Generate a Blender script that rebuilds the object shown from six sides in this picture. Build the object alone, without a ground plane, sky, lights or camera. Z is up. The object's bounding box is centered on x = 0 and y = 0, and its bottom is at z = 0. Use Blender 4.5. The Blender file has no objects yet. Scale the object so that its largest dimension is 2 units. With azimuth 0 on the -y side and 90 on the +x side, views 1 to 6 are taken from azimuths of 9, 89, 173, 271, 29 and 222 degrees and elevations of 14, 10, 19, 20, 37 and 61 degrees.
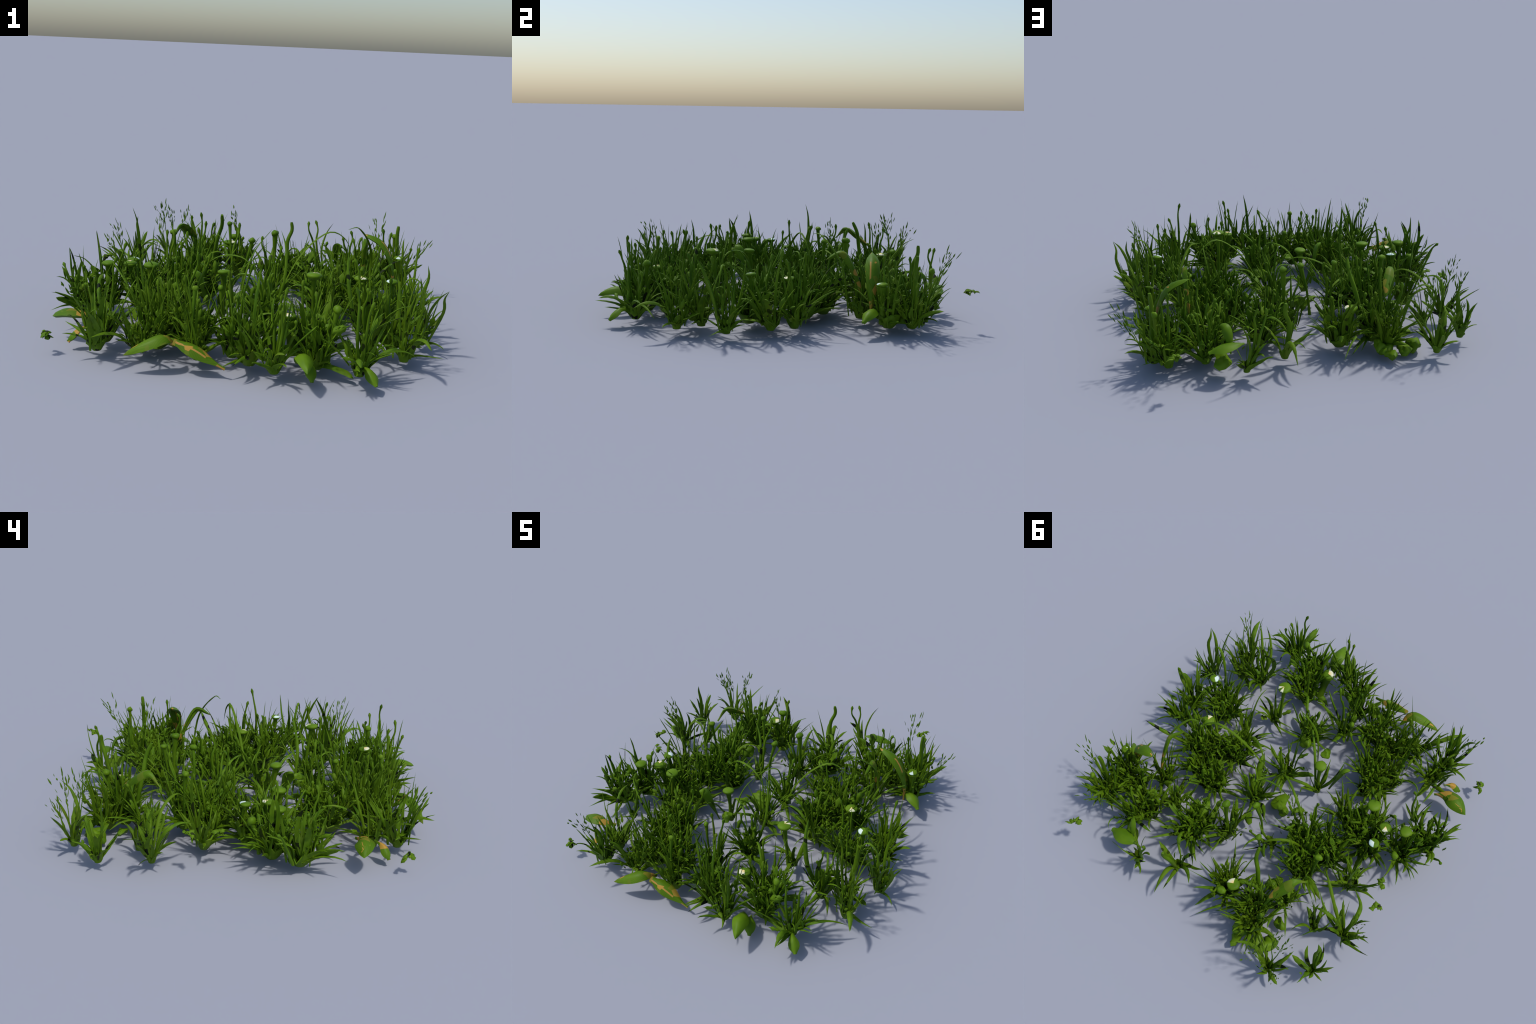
"""A square patch of wild lawn: about seventy grass tufts with thick blades, crumpled leafy
undergrowth, club-tipped stalks, small button flowers on stems, broad plantain-like leaves,
airy seed heads and a few loose sprigs."""
import bpy
import math
import random
import numpy as np
from mathutils import Matrix, Vector

RNG = random.Random(11)
U = RNG.uniform
GROUND = 0.036          # height at which the crowns of the tufts end


# ----------------------------------------------------------------------------- materials
def nodes_of(name):
    m = bpy.data.materials.new(name)
    m.use_nodes = True
    nt = m.node_tree
    nt.nodes.clear()
    out = nt.nodes.new("ShaderNodeOutputMaterial")
    bsdf = nt.nodes.new("ShaderNodeBsdfPrincipled")
    nt.links.new(bsdf.outputs[0], out.inputs[0])
    bsdf.inputs["Roughness"].default_value = 0.6
    bsdf.inputs["Specular IOR Level"].default_value = 0.14
    return m, nt, bsdf


def ramp(nt, source, stops, interpolation="LINEAR"):
    n = nt.nodes.new("ShaderNodeValToRGB")
    n.color_ramp.interpolation = interpolation
    e = n.color_ramp.elements
    while len(e) < len(stops):
        e.new(0.5)
    for el, (p, c) in zip(e, stops):
        el.position = p
        el.color = (c, c, c, 1) if isinstance(c, (int, float)) else (*c, 1)
    nt.links.new(source, n.inputs[0])
    return n.outputs[0]


def math_node(nt, op, a, b=0.0):
    n = nt.nodes.new("ShaderNodeMath")
    n.operation = op
    for i, v in enumerate((a, b)):
        if isinstance(v, (int, float)):
            n.inputs[i].default_value = v
        else:
            nt.links.new(v, n.inputs[i])
    return n.outputs[0]


def mix(nt, fac, a, b):
    n = nt.nodes.new("ShaderNodeMix")
    n.data_type = "RGBA"
    for sock, v in ((n.inputs[0], fac), (n.inputs[6], a), (n.inputs[7], b)):
        if isinstance(v, (int, float)):
            sock.default_value = v
        elif isinstance(v, tuple):
            sock.default_value = (*v, 1)
        else:
            nt.links.new(v, sock)
    return n.outputs[2]


def coords(nt, scale=(1, 1, 1), shift_by_object=0.0):
    tc = nt.nodes.new("ShaderNodeTexCoord")
    mp = nt.nodes.new("ShaderNodeMapping")
    mp.inputs["Scale"].default_value = scale
    nt.links.new(tc.outputs["Object"], mp.inputs["Vector"])
    if shift_by_object:
        info = nt.nodes.new("ShaderNodeObjectInfo")
        comb = nt.nodes.new("ShaderNodeCombineXYZ")
        off = math_node(nt, "MULTIPLY", info.outputs["Random"], shift_by_object)
        for i in range(3):
            nt.links.new(off, comb.inputs[i])
        nt.links.new(comb.outputs[0], mp.inputs["Location"])
    return mp.outputs[0]


def noise(nt, vec, scale, detail=2.0, rough=0.5):
    n = nt.nodes.new("ShaderNodeTexNoise")
    n.inputs["Scale"].default_value = scale
    n.inputs["Detail"].default_value = detail
    n.inputs["Roughness"].default_value = rough
    nt.links.new(vec, n.inputs["Vector"])
    return n.outputs[0]


DEEP, MID, LIGHT = (0.037, 0.094, 0.002), (0.071, 0.151, 0.003), (0.108, 0.205, 0.006)
OLIVE, ORANGE = (0.120, 0.170, 0.012), (0.44, 0.245, 0.040)
BLACK = (0.004, 0.007, 0.002)


def grass_material(name, scale, streak, patch_scale, per_object, black_from=0.70):
    m, nt, bsdf = nodes_of(name)
    v = coords(nt, scale, per_object)
    c = ramp(nt, noise(nt, v, streak, 3), [(0.28, DEEP), (0.48, MID), (0.70, LIGHT)])
    c = mix(nt, ramp(nt, noise(nt, v, streak * 0.28, 1), [(0.45, 0.0), (0.66, 0.45)]), c, (0.108, 0.192, 0.005))
    withered = ramp(nt, noise(nt, v, patch_scale * 0.6, 1), [(0.66, 0.0), (0.72, 0.55)])
    c = mix(nt, withered, c, OLIVE)
    black_patch = ramp(nt, noise(nt, v, patch_scale, 0), [(black_from, 0.0), (black_from + 0.006, 1.0)])
    c = mix(nt, black_patch, c, BLACK)
    info = nt.nodes.new("ShaderNodeObjectInfo")
    c = mix(nt, ramp(nt, info.outputs["Random"], [(0.35, 0.0), (1.0, 0.35)]), c, (0.100, 0.168, 0.004))
    nt.links.new(c, bsdf.inputs["Base Color"])
    return m


def broad_leaf_material():
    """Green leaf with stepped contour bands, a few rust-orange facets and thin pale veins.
    Object coordinates: x runs along the leaf in metres, y across."""
    m, nt, bsdf = nodes_of("broad_leaf_skin")
    v = coords(nt, (1, 1, 1), 7.0)
    plain = coords(nt)
    sep = nt.nodes.new("ShaderNodeSeparateXYZ")
    nt.links.new(plain, sep.inputs[0])
    across = math_node(nt, "ABSOLUTE", sep.outputs[1])
    along = math_node(nt, "ABSOLUTE", math_node(nt, "SUBTRACT", sep.outputs[0], 0.12))
    edge = math_node(nt, "ADD", across, math_node(nt, "MULTIPLY", along, 0.45))
    steps = math_node(nt, "FRACT", math_node(nt, "MULTIPLY", edge, 130.0))
    base = ramp(nt, noise(nt, v, 9.0, 2), [(0.35, MID), (0.65, LIGHT)])
    banded = mix(nt, ramp(nt, steps, [(0.0, 0.0), (0.80, 0.35)]), base, DEEP)
    vor = nt.nodes.new("ShaderNodeTexVoronoi")
    vor.inputs["Scale"].default_value = 21.0
    nt.links.new(v, vor.inputs["Vector"])
    cell = nt.nodes.new("ShaderNodeSeparateColor")
    nt.links.new(vor.outputs["Color"], cell.inputs[0])
    rust = ramp(nt, cell.outputs[0], [(0.76, 0.0), (0.94, 1.0)])
    tan = ramp(nt, cell.outputs[1], [(0.0, 0.0), (0.88, 0.8)], "CONSTANT")
    # a rust line that runs along one side of the midrib, broken by the facets
    rib = math_node(nt, "ABSOLUTE", math_node(nt, "SUBTRACT", sep.outputs[1], 0.007))
    line = ramp(nt, rib, [(0.0, 1.0), (0.0017, 0.0)], "CONSTANT")
    kept = ramp(nt, cell.outputs[2], [(0.0, 0.0), (0.45, 0.9)], "CONSTANT")
    line = math_node(nt, "MULTIPLY", line, kept)
    c = mix(nt, tan, banded, OLIVE)
    c = mix(nt, line, c, (0.45, 0.24, 0.05))
    c = mix(nt, rust, c, ORANGE)
    nt.links.new(c, bsdf.inputs["Base Color"])
    bsdf.inputs["Roughness"].default_value = 0.5
    return m


def smooth_leaf_material():
    m, nt, bsdf = nodes_of("smooth_leaf_skin")
    v = coords(nt, (1, 1, 1), 5.0)
    c = ramp(nt, noise(nt, v, 16.0, 1), [(0.30, MID), (0.60, LIGHT), (0.76, (0.125, 0.215, 0.010))])
    nt.links.new(c, bsdf.inputs["Base Color"])
    bsdf.inputs["Roughness"].default_value = 0.5
    return m


def petal_material(name, inner, outer, reach):
    m, nt, bsdf = nodes_of(name)
    g = nt.nodes.new("ShaderNodeTexGradient")
    g.gradient_type = "SPHERICAL"
    nt.links.new(coords(nt, (1 / reach, 1 / reach, 1 / reach)), g.inputs[0])
    c = ramp(nt, g.outputs[0], [(0.1, outer), (0.45, outer), (0.85, inner)])
    nt.links.new(c, bsdf.inputs["Base Color"])
    bsdf.inputs["Roughness"].default_value = 0.45
    return m


MAT_BLADE = grass_material("grass_blade_skin", (1, 1, 1), 22.0, 22.0, 9.0, 0.665)
MAT_BITS = grass_material("undergrowth_skin", (1, 1, 0.35), 34.0, 34.0, 3.0, 0.755)
MAT_STALK = grass_material("stalk_skin", (1, 1, 0.25), 26.0, 14.0, 5.0, 0.90)
MAT_LEAF = broad_leaf_material()
MAT_SMOOTH = smooth_leaf_material()
MAT_WHITE = petal_material("white_petal_skin", (0.74, 0.82, 0.70), (0.56, 0.72, 0.68), 0.05)
MAT_CREAM = petal_material("cream_petal_skin", (0.85, 0.55, 0.12), (0.76, 0.76, 0.52), 0.045)


# ----------------------------------------------------------------------------- meshes
class Build:
    """Collects vertices and faces of several pieces into one mesh."""

    def __init__(self):
        self.v, self.f, self.m, self.n = [], [], [], 0

    def add(self, verts, faces, mat=0):
        self.v.append(np.asarray(verts, float))
        self.f += [[i + self.n for i in f] for f in faces]
        self.m += [mat] * len(faces)
        self.n += len(verts)

    def mesh(self, name, mats, sharp=None):
        me = bpy.data.meshes.new(name)
        v = np.vstack(self.v) if self.v else np.zeros((0, 3))
        me.from_pydata(v.tolist(), [], self.f)
        for mt in mats:
            me.materials.append(mt)
        me.polygons.foreach_set("material_index", self.m)
        me.polygons.foreach_set("use_smooth", [True] * len(self.f))
        if sharp:
            me.set_sharp_from_angle(angle=math.radians(sharp))
        me.update()
        return me


def loft(rings, cap_start=True, cap_end=True):
    """Skin a list of equally long rings; a ring of one point closes to a tip."""
    verts, faces, starts = [], [], []
    for r in rings:
        starts.append((len(verts), len(r)))
        verts += [tuple(p) for p in r]
    for (a, na), (b, nb) in zip(starts, starts[1:]):
        n = max(na, nb)
        for i in range(n):
            j = (i + 1) % n
            if nb == 1:
                faces.append([a + i, a + j, b])
            elif na == 1:
                faces.append([a, b + j, b + i])
            else:
                faces.append([a + i, a + j, b + j, b + i])
    if cap_start and starts[0][1] > 2:
        faces.append(list(range(starts[0][0] + starts[0][1] - 1, starts[0][0] - 1, -1)))
    if cap_end and starts[-1][1] > 2:
        faces.append(list(range(starts[-1][0], starts[-1][0] + starts[-1][1])))
    return np.array(verts), faces


SECTION = [(-1, 0), (-0.5, -1), (0, -1.15), (0.5, -1), (1, 0), (0.5, 1), (0, 0.7), (-0.5, 1)]


def ribbon(spine, side, widths, thick, fold=0.0):
    """A thick leaf blade: lens-shaped sections along a spine, folded a little along the midrib."""
    rings = []
    n = len(spine)
    for i, p in enumerate(spine):
        t = spine[min(i + 1, n - 1)] - spine[max(i - 1, 0)]
        t = t / np.linalg.norm(t)
        s = side[i] - t * np.dot(side[i], t)
        s = s / np.linalg.norm(s)
        nrm = np.cross(s, t)
        w = widths[i]
        if w < 1e-5:
            rings.append([p])
        else:
            rings.append([p + s * (x * w) + nrm * (y * thick[i] + fold * abs(x) * w) for x, y in SECTION])
    return loft(rings)


def tube(spine, radii, sides=7):
    rings = []
    n = len(spine)
    ref = np.array([0.31, 0.95, 0.02])
    for i, p in enumerate(spine):
        t = spine[min(i + 1, n - 1)] - spine[max(i - 1, 0)]
        t = t / np.linalg.norm(t)
        a = np.cross(t, ref)
        a = a / np.linalg.norm(a)
        b = np.cross(t, a)
        rings.append([p + radii[i] * (math.cos(k) * a + math.sin(k) * b)
                      for k in np.arange(sides) * 2 * math.pi / sides])
    return loft(rings)


def curve_through(points, n):
    """Smooth curve through a few control points (Catmull-Rom)."""
    p = [np.array(q, float) for q in points]
    p = [2 * p[0] - p[1]] + p + [2 * p[-1] - p[-2]]
    segs = len(p) - 3
    out = []
    for k in range(n):
        x = k / (n - 1) * segs
        i = min(int(x), segs - 1)
        t = x - i
        a, b, c, d = p[i:i + 4]
        out.append(0.5 * (2 * b + (c - a) * t + (2 * a - 5 * b + 4 * c - d) * t * t
                          + (3 * b - a - 3 * c + d) * t ** 3))
    return np.array(out)


def blade_shape(length, width, bend, sway, kind, segments=9, twist=0.0, ragged=0.12):
    """A blade that starts at the origin along +z and bends towards +x; unit = metres."""
    spine, p, prof = [], np.zeros(3), []
    for i in range(segments + 1):
        s = i / segments
        spine.append(p.copy())
        ang = bend * s ** 1.4
        d = np.array([math.sin(ang), math.sin(sway * math.sin(s * 3.0)) * 0.35, math.cos(ang)])
        p = p + d / np.linalg.norm(d) * length / segments
        if kind == "taper":      # widest low down, long point
            w = min(1.0, 0.45 + 3.2 * s) * (1 - s ** 1.9)
        elif kind == "lance":    # narrow neck, belly in the upper half
            w = (0.30 + 0.70 * math.sin(math.pi * min(1, s * 1.05)) ** 1.3) * (1 - s ** 6)
        else:                    # blunt strap
            w = min(1.0, 0.55 + 1.5 * s) * (1 - s ** 8) * (1 - 0.25 * s)
        prof.append(max(w, 0.0) * U(1 - ragged, 1 + ragged))
        p = p + np.array([U(-1, 1), U(-1, 1), 0.0]) * ragged * 0.05 * length * (s > 0)
    prof[-1] = 0.0
    side = [np.array([-math.sin(twist * i / segments), math.cos(twist * i / segments), 0.0])
            for i in range(segments + 1)]
    widths = [0.5 * width * w for w in prof]
    thick = [max(0.0012, 0.17 * width * (0.35 + 0.65 * w)) for w in prof]
    return ribbon(np.array(spine), side, widths, thick, fold=0.32)


def placed(verts, matrix):
    m = np.array(matrix)
    return verts @ m[:3, :3].T + m[:3, 3]


def lump(radius, squash, seed, detail=2, rough=0.35):
    """A knobbly rounded body: a sphere of latitude rings pushed about by smooth waves."""
    r = random.Random(seed)
    ph = [r.uniform(0, 6.28) for _ in range(6)]
    rings, nlat, nlon = [], 5 + detail, 8 + 2 * detail
    for i in range(nlat + 1):
        th = math.pi * i / nlat
        ring = []
        for j in range(nlon):
            a = 2 * math.pi * j / nlon
            k = 1 + rough * (0.5 * math.sin(2 * a + ph[0] + th) + 0.35 * math.sin(3 * a + ph[1] - 2 * th)
                             + 0.3 * math.sin(3 * th + ph[2]))
            ring.append((radius * k * math.sin(th) * math.cos(a), radius * k * math.sin(th) * math.sin(a),
                         radius * squash * k * math.cos(th)))
        rings.append(ring if 0 < i < nlat else [tuple(np.mean(ring, axis=0))])
    rings.reverse()
    return loft(rings)


# ----------------------------------------------------------------------------- scene tree
def new_object(name, data, parent=None, **props):
    o = bpy.data.objects.new(name, data)
    bpy.context.scene.collection.objects.link(o)
    if parent is not None:
        o.parent = parent
    for k, v in props.items():
        o[k] = v
    return o


PATCH = new_object("wild_lawn_patch", None)
PATCH["label"] = "square patch of wild green lawn with flowers and seed heads"
PATCH["category"] = "grass"

# ----------------------------------------------------------------------------- grass tufts
# x, y, radius, blade length, fullness (1 = open star of blades, 3 = full cushion)
TUFTS = [
    (0.88, -0.29, 0.07, 0.28, 2), (0.74, -0.42, 0.09, 0.30, 2), (0.63, -0.47, 0.08, 0.26, 2),
    (0.61, -0.77, 0.11, 0.24, 2), (0.42, -0.63, 0.10, 0.24, 3), (0.34, -0.56, 0.09, 0.22, 2),
    (0.42, -0.73, 0.10, 0.24, 3), (0.25, -0.84, 0.09, 0.30, 2), (0.13, -0.77, 0.10, 0.26, 3),
    (0.67, -0.18, 0.11, 0.24, 3), (0.61, -0.14, 0.11, 0.24, 3), (0.81, -0.07, 0.09, 0.24, 2),
    (0.77, 0.05, 0.11, 0.24, 2), (0.39, -0.32, 0.09, 0.24, 1), (0.14, -0.37, 0.09, 0.18, 3),
    (0.04, -0.70, 0.11, 0.22, 2), (0.56, 0.12, 0.13, 0.24, 3), (0.46, 0.22, 0.12, 0.22, 3),
    (0.32, 0.24, 0.12, 0.20, 3), (0.41, -0.09, 0.12, 0.26, 2), (0.35, 0.02, 0.10, 0.20, 3),
    (0.45, 0.07, 0.11, 0.24, 3), (0.08, -0.10, 0.10, 0.26, 2), (-0.12, -0.15, 0.11, 0.22, 1),
    (0.09, 0.13, 0.10, 0.24, 2), (-0.13, -0.64, 0.11, 0.26, 3), (-0.25, -0.60, 0.12, 0.26, 3),
    (-0.31, -0.68, 0.12, 0.28, 3), (-0.29, -0.43, 0.11, 0.24, 3), (-0.34, -0.34, 0.10, 0.24, 3),
    (-0.39, -0.46, 0.11, 0.22, 3), (-0.38, -0.75, 0.11, 0.24, 2), (-0.10, -0.77, 0.10, 0.26, 2),
    (-0.56, -0.66, 0.11, 0.24, 2), (-0.56, -0.78, 0.11, 0.30, 2), (0.74, 0.53, 0.10, 0.24, 3),
    (0.75, 0.65, 0.11, 0.24, 2), (0.55, 0.41, 0.10, 0.26, 2), (0.62, 0.56, 0.10, 0.20, 3),
    (0.46, 0.62, 0.12, 0.22, 3), (0.39, 0.49, 0.10, 0.22, 2), (0.21, 0.54, 0.12, 0.22, 3),
    (0.50, 0.70, 0.10, 0.22, 2), (0.31, 0.83, 0.08, 0.20, 1), (0.11, 0.72, 0.11, 0.24, 1),
    (0.18, 0.47, 0.11, 0.22, 3), (0.05, 0.40, 0.10, 0.24, 2), (-0.17, 0.27, 0.11, 0.24, 1),
    (-0.26, 0.13, 0.11, 0.24, 3), (-0.35, 0.17, 0.12, 0.24, 3), (-0.40, 0.28, 0.12, 0.24, 3),
    (-0.41, 0.08, 0.10, 0.22, 3), (-0.46, 0.14, 0.10, 0.22, 3), (-0.18, 0.63, 0.12, 0.24, 3),
    (-0.36, -0.13, 0.10, 0.22, 2), (-0.45, -0.08, 0.12, 0.22, 3), (-0.55, -0.10, 0.11, 0.22, 3),
    (-0.57, -0.04, 0.09, 0.20, 2), (-0.72, -0.17, 0.12, 0.22, 3), (-0.79, -0.30, 0.12, 0.24, 3),
    (-0.52, -0.21, 0.10, 0.22, 2), (-0.64, 0.16, 0.11, 0.28, 2), (-0.65, -0.40, 0.08, 0.26, 1),
    (-0.36, 0.59, 0.10, 0.26, 3), (-0.42, 0.67, 0.11, 0.24, 3), (-0.45, 0.47, 0.09, 0.18, 2),
    (-0.67, 0.47, 0.09, 0.24, 1), (-0.80, 0.39, 0.12, 0.30, 1), (-0.64, 0.79, 0.11, 0.26, 1),
    (-0.81, 0.64, 0.10, 0.24, 1), (0.80, -0.54, 0.09, 0.28, 2), (0.02, -0.55, 0.09, 0.22, 2),
    (0.68, 0.71, 0.09, 0.22, 2),
]

VARIANTS = []
for i in range(36):
    kind = ("taper", "taper", "taper", "strap", "lance")[i % 5]
    bend = (0.25, 0.45, 0.65, 0.95, 1.35, 1.9)[i % 6] * U(0.8, 1.2)
    b = Build()
    # unit blades are 0.25 m long; objects scale them
    b.add(*blade_shape(0.25, 0.022 * U(0.85, 1.2), bend, U(-1.8, 1.8), kind, 10, U(-1.6, 1.6)))
    VARIANTS.append((b, bend, kind))
STRAIGHT = [i for i, v in enumerate(VARIANTS) if v[1] < 0.8 and v[2] != "lance"]
ARCHED = [i for i, v in enumerate(VARIANTS) if v[1] >= 0.8 and v[2] != "lance"]
SPOON = [i for i, v in enumerate(VARIANTS) if v[2] == "lance"]

CHIPS = []
for i in range(24):
    CHIPS.append(blade_shape(0.06, U(0.013, 0.030), U(0.1, 1.2), U(-1, 1), ("taper", "lance", "strap")[i % 3],
                             5, U(-1.4, 1.4), 0.42))


def vase(seed, foot, rim, height, sides=11):
    """The fused crown of a tuft: a ragged cup with a closed foot and some wall thickness."""
    r = random.Random(seed)
    jag = [r.uniform(0.45, 1.35) for _ in range(sides)]
    wob = [r.uniform(0.8, 1.2) for _ in range(sides)]
    rings = [[(0.0, 0.0, 0.0)]]
    prof = [(foot, 0.004), (foot + 0.45 * (rim - foot), 0.32), (foot + 0.8 * (rim - foot), 0.66), (rim, 1.0)]
    for inner in (False, True):
        for rr, zz in (prof[::-1] if inner else prof):
            ring = []
            for j in range(sides):
                a = 6.28319 * (j + 0.25 * (wob[j] - 1)) / sides
                q = (rr * wob[j] if zz > 0.1 else rr) - (0.006 if inner else 0)
                z = zz * height * (1 + (jag[j] - 1) * zz) + (0.004 if inner else 0)
                ring.append((max(q, 0.004) * math.cos(a), max(q, 0.004) * math.sin(a), z))
            rings.append(ring)
    rings.append([(0.0, 0.0, 0.012)])
    return loft(rings)


def pose(x, y, z, azimuth, tilt, roll, sx, sz):
    return (Matrix.Translation((x, y, z)) @ Matrix.Rotation(azimuth, 4, "Z") @ Matrix.Rotation(tilt, 4, "Y")
            @ Matrix.Rotation(roll, 4, "Z") @ Matrix.Diagonal((sx, sx, sz, 1)))


TUFT_BUILDS = []
for ti, (cx, cy, rad, high, full) in enumerate(TUFTS):
    b = Build()
    # crown: a ragged cup, with a few short broad blades hugging it
    reach = rad * (0.26, 0.40, 0.56)[full - 1]
    v, f = vase(100 + ti, (0.016, 0.020, 0.026)[full - 1], reach, (0.045, 0.058, 0.072)[full - 1])
    b.add(placed(v, Matrix.Translation((cx, cy, GROUND))), f)
    for k in range((1, 6, 11)[full - 1]):
        a = U(0, 6.283)
        tilt = math.radians(U(16, 40) if full < 3 else U(20, 52))
        vi = RNG.choice(STRAIGHT)
        v, f = VARIANTS[vi][0].v[0], VARIANTS[vi][0].f
        m = pose(cx + 0.008 * math.cos(a), cy + 0.008 * math.sin(a), GROUND + 0.006, a, tilt, U(-0.4, 0.4),
                 U(0.9, 2.0), U(0.40, 0.75) * rad / 0.1)
        b.add(placed(v, m), f)
    # undergrowth: crumpled leaf shards in two or three lopsided clusters over an upturned cone
    lean = [(U(0, 6.283), U(0.1, 0.55) * rad) for _ in range(3)]
    for k in range((3, 40, 104)[full - 1]):
        zz = U(0.0, 1.0) ** 0.7
        rr = rad * (0.06 + 0.80 * zz) * U(0, 1) ** 0.5
        a = U(0, 6.283)
        la, lr = lean[k % 3]
        x = cx + rr * math.cos(a) + lr * zz * math.cos(la)
        y = cy + rr * math.sin(a) + lr * zz * math.sin(la)
        z = GROUND + 0.014 + zz * (0.115 if full < 3 else 0.165)
        big = U(0, 1) < 0.28
        m = pose(x, y, z, a + U(-1.1, 1.1), math.radians(U(-15, 75)), U(0, 6.28),
                 U(0.7, 1.3) if big else U(0.35, 0.8), U(0.7, 1.35) if big else U(0.3, 0.75))
        v, f = RNG.choice(CHIPS)
        b.add(placed(v, m), f)
    TUFT_BUILDS.append(b)
    # blades that stand up inside the tuft
    gap = U(0, 6.283)
    r0_max = 0.4 * rad
    for k in range((2, 13, 20)[full - 1]):
        a = gap + U(0.0, 5.6)
        u = U(0, 1)
        arch = U(0, 1) < 0.25
        length = high * (U(0.8, 1.5) if u < 0.65 else U(0.6, 1.15))
        tilt = min(math.radians(2 + 40 * u ** 1.3), math.asin(min(1.0, 1.1 * rad / length)))
        vi = RNG.choice(ARCHED if arch else SPOON if U(0, 1) < 0.05 else STRAIGHT)
        width = U(0.28, 0.80)
        far = r0_max + length * math.sin(tilt + 0.25)
        if max(abs(cx + far * math.cos(a)), abs(cy + far * math.sin(a))) > 0.90:
            tilt, length = tilt * 0.45, length * 0.85
        r0 = rad * (0.05 + 0.50 * U(0, 1) ** 0.7 if full > 1 else 0.08)
        m = pose(cx + r0 * math.cos(a), cy + r0 * math.sin(a), GROUND + 0.01 + (0.045 * u if full > 1 else 0.0),
                 a, tilt, U(-1.2, 1.2), width, length / 0.25)
        b.add(placed(VARIANTS[vi][0].v[0], m), VARIANTS[vi][0].f)

TUFT_OBJECTS = []
for ti, b in enumerate(TUFT_BUILDS):
    cx, cy = TUFTS[ti][:2]
    b.v = [np.vstack(b.v) - np.array([cx, cy, 0.0])]
    o = new_object("grass_tuft", b.mesh("grass_tuft", [MAT_BITS], 65), PATCH, kind="stuff")
    o.location = (cx, cy, 0.0)
    TUFT_OBJECTS.append(o)

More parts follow.
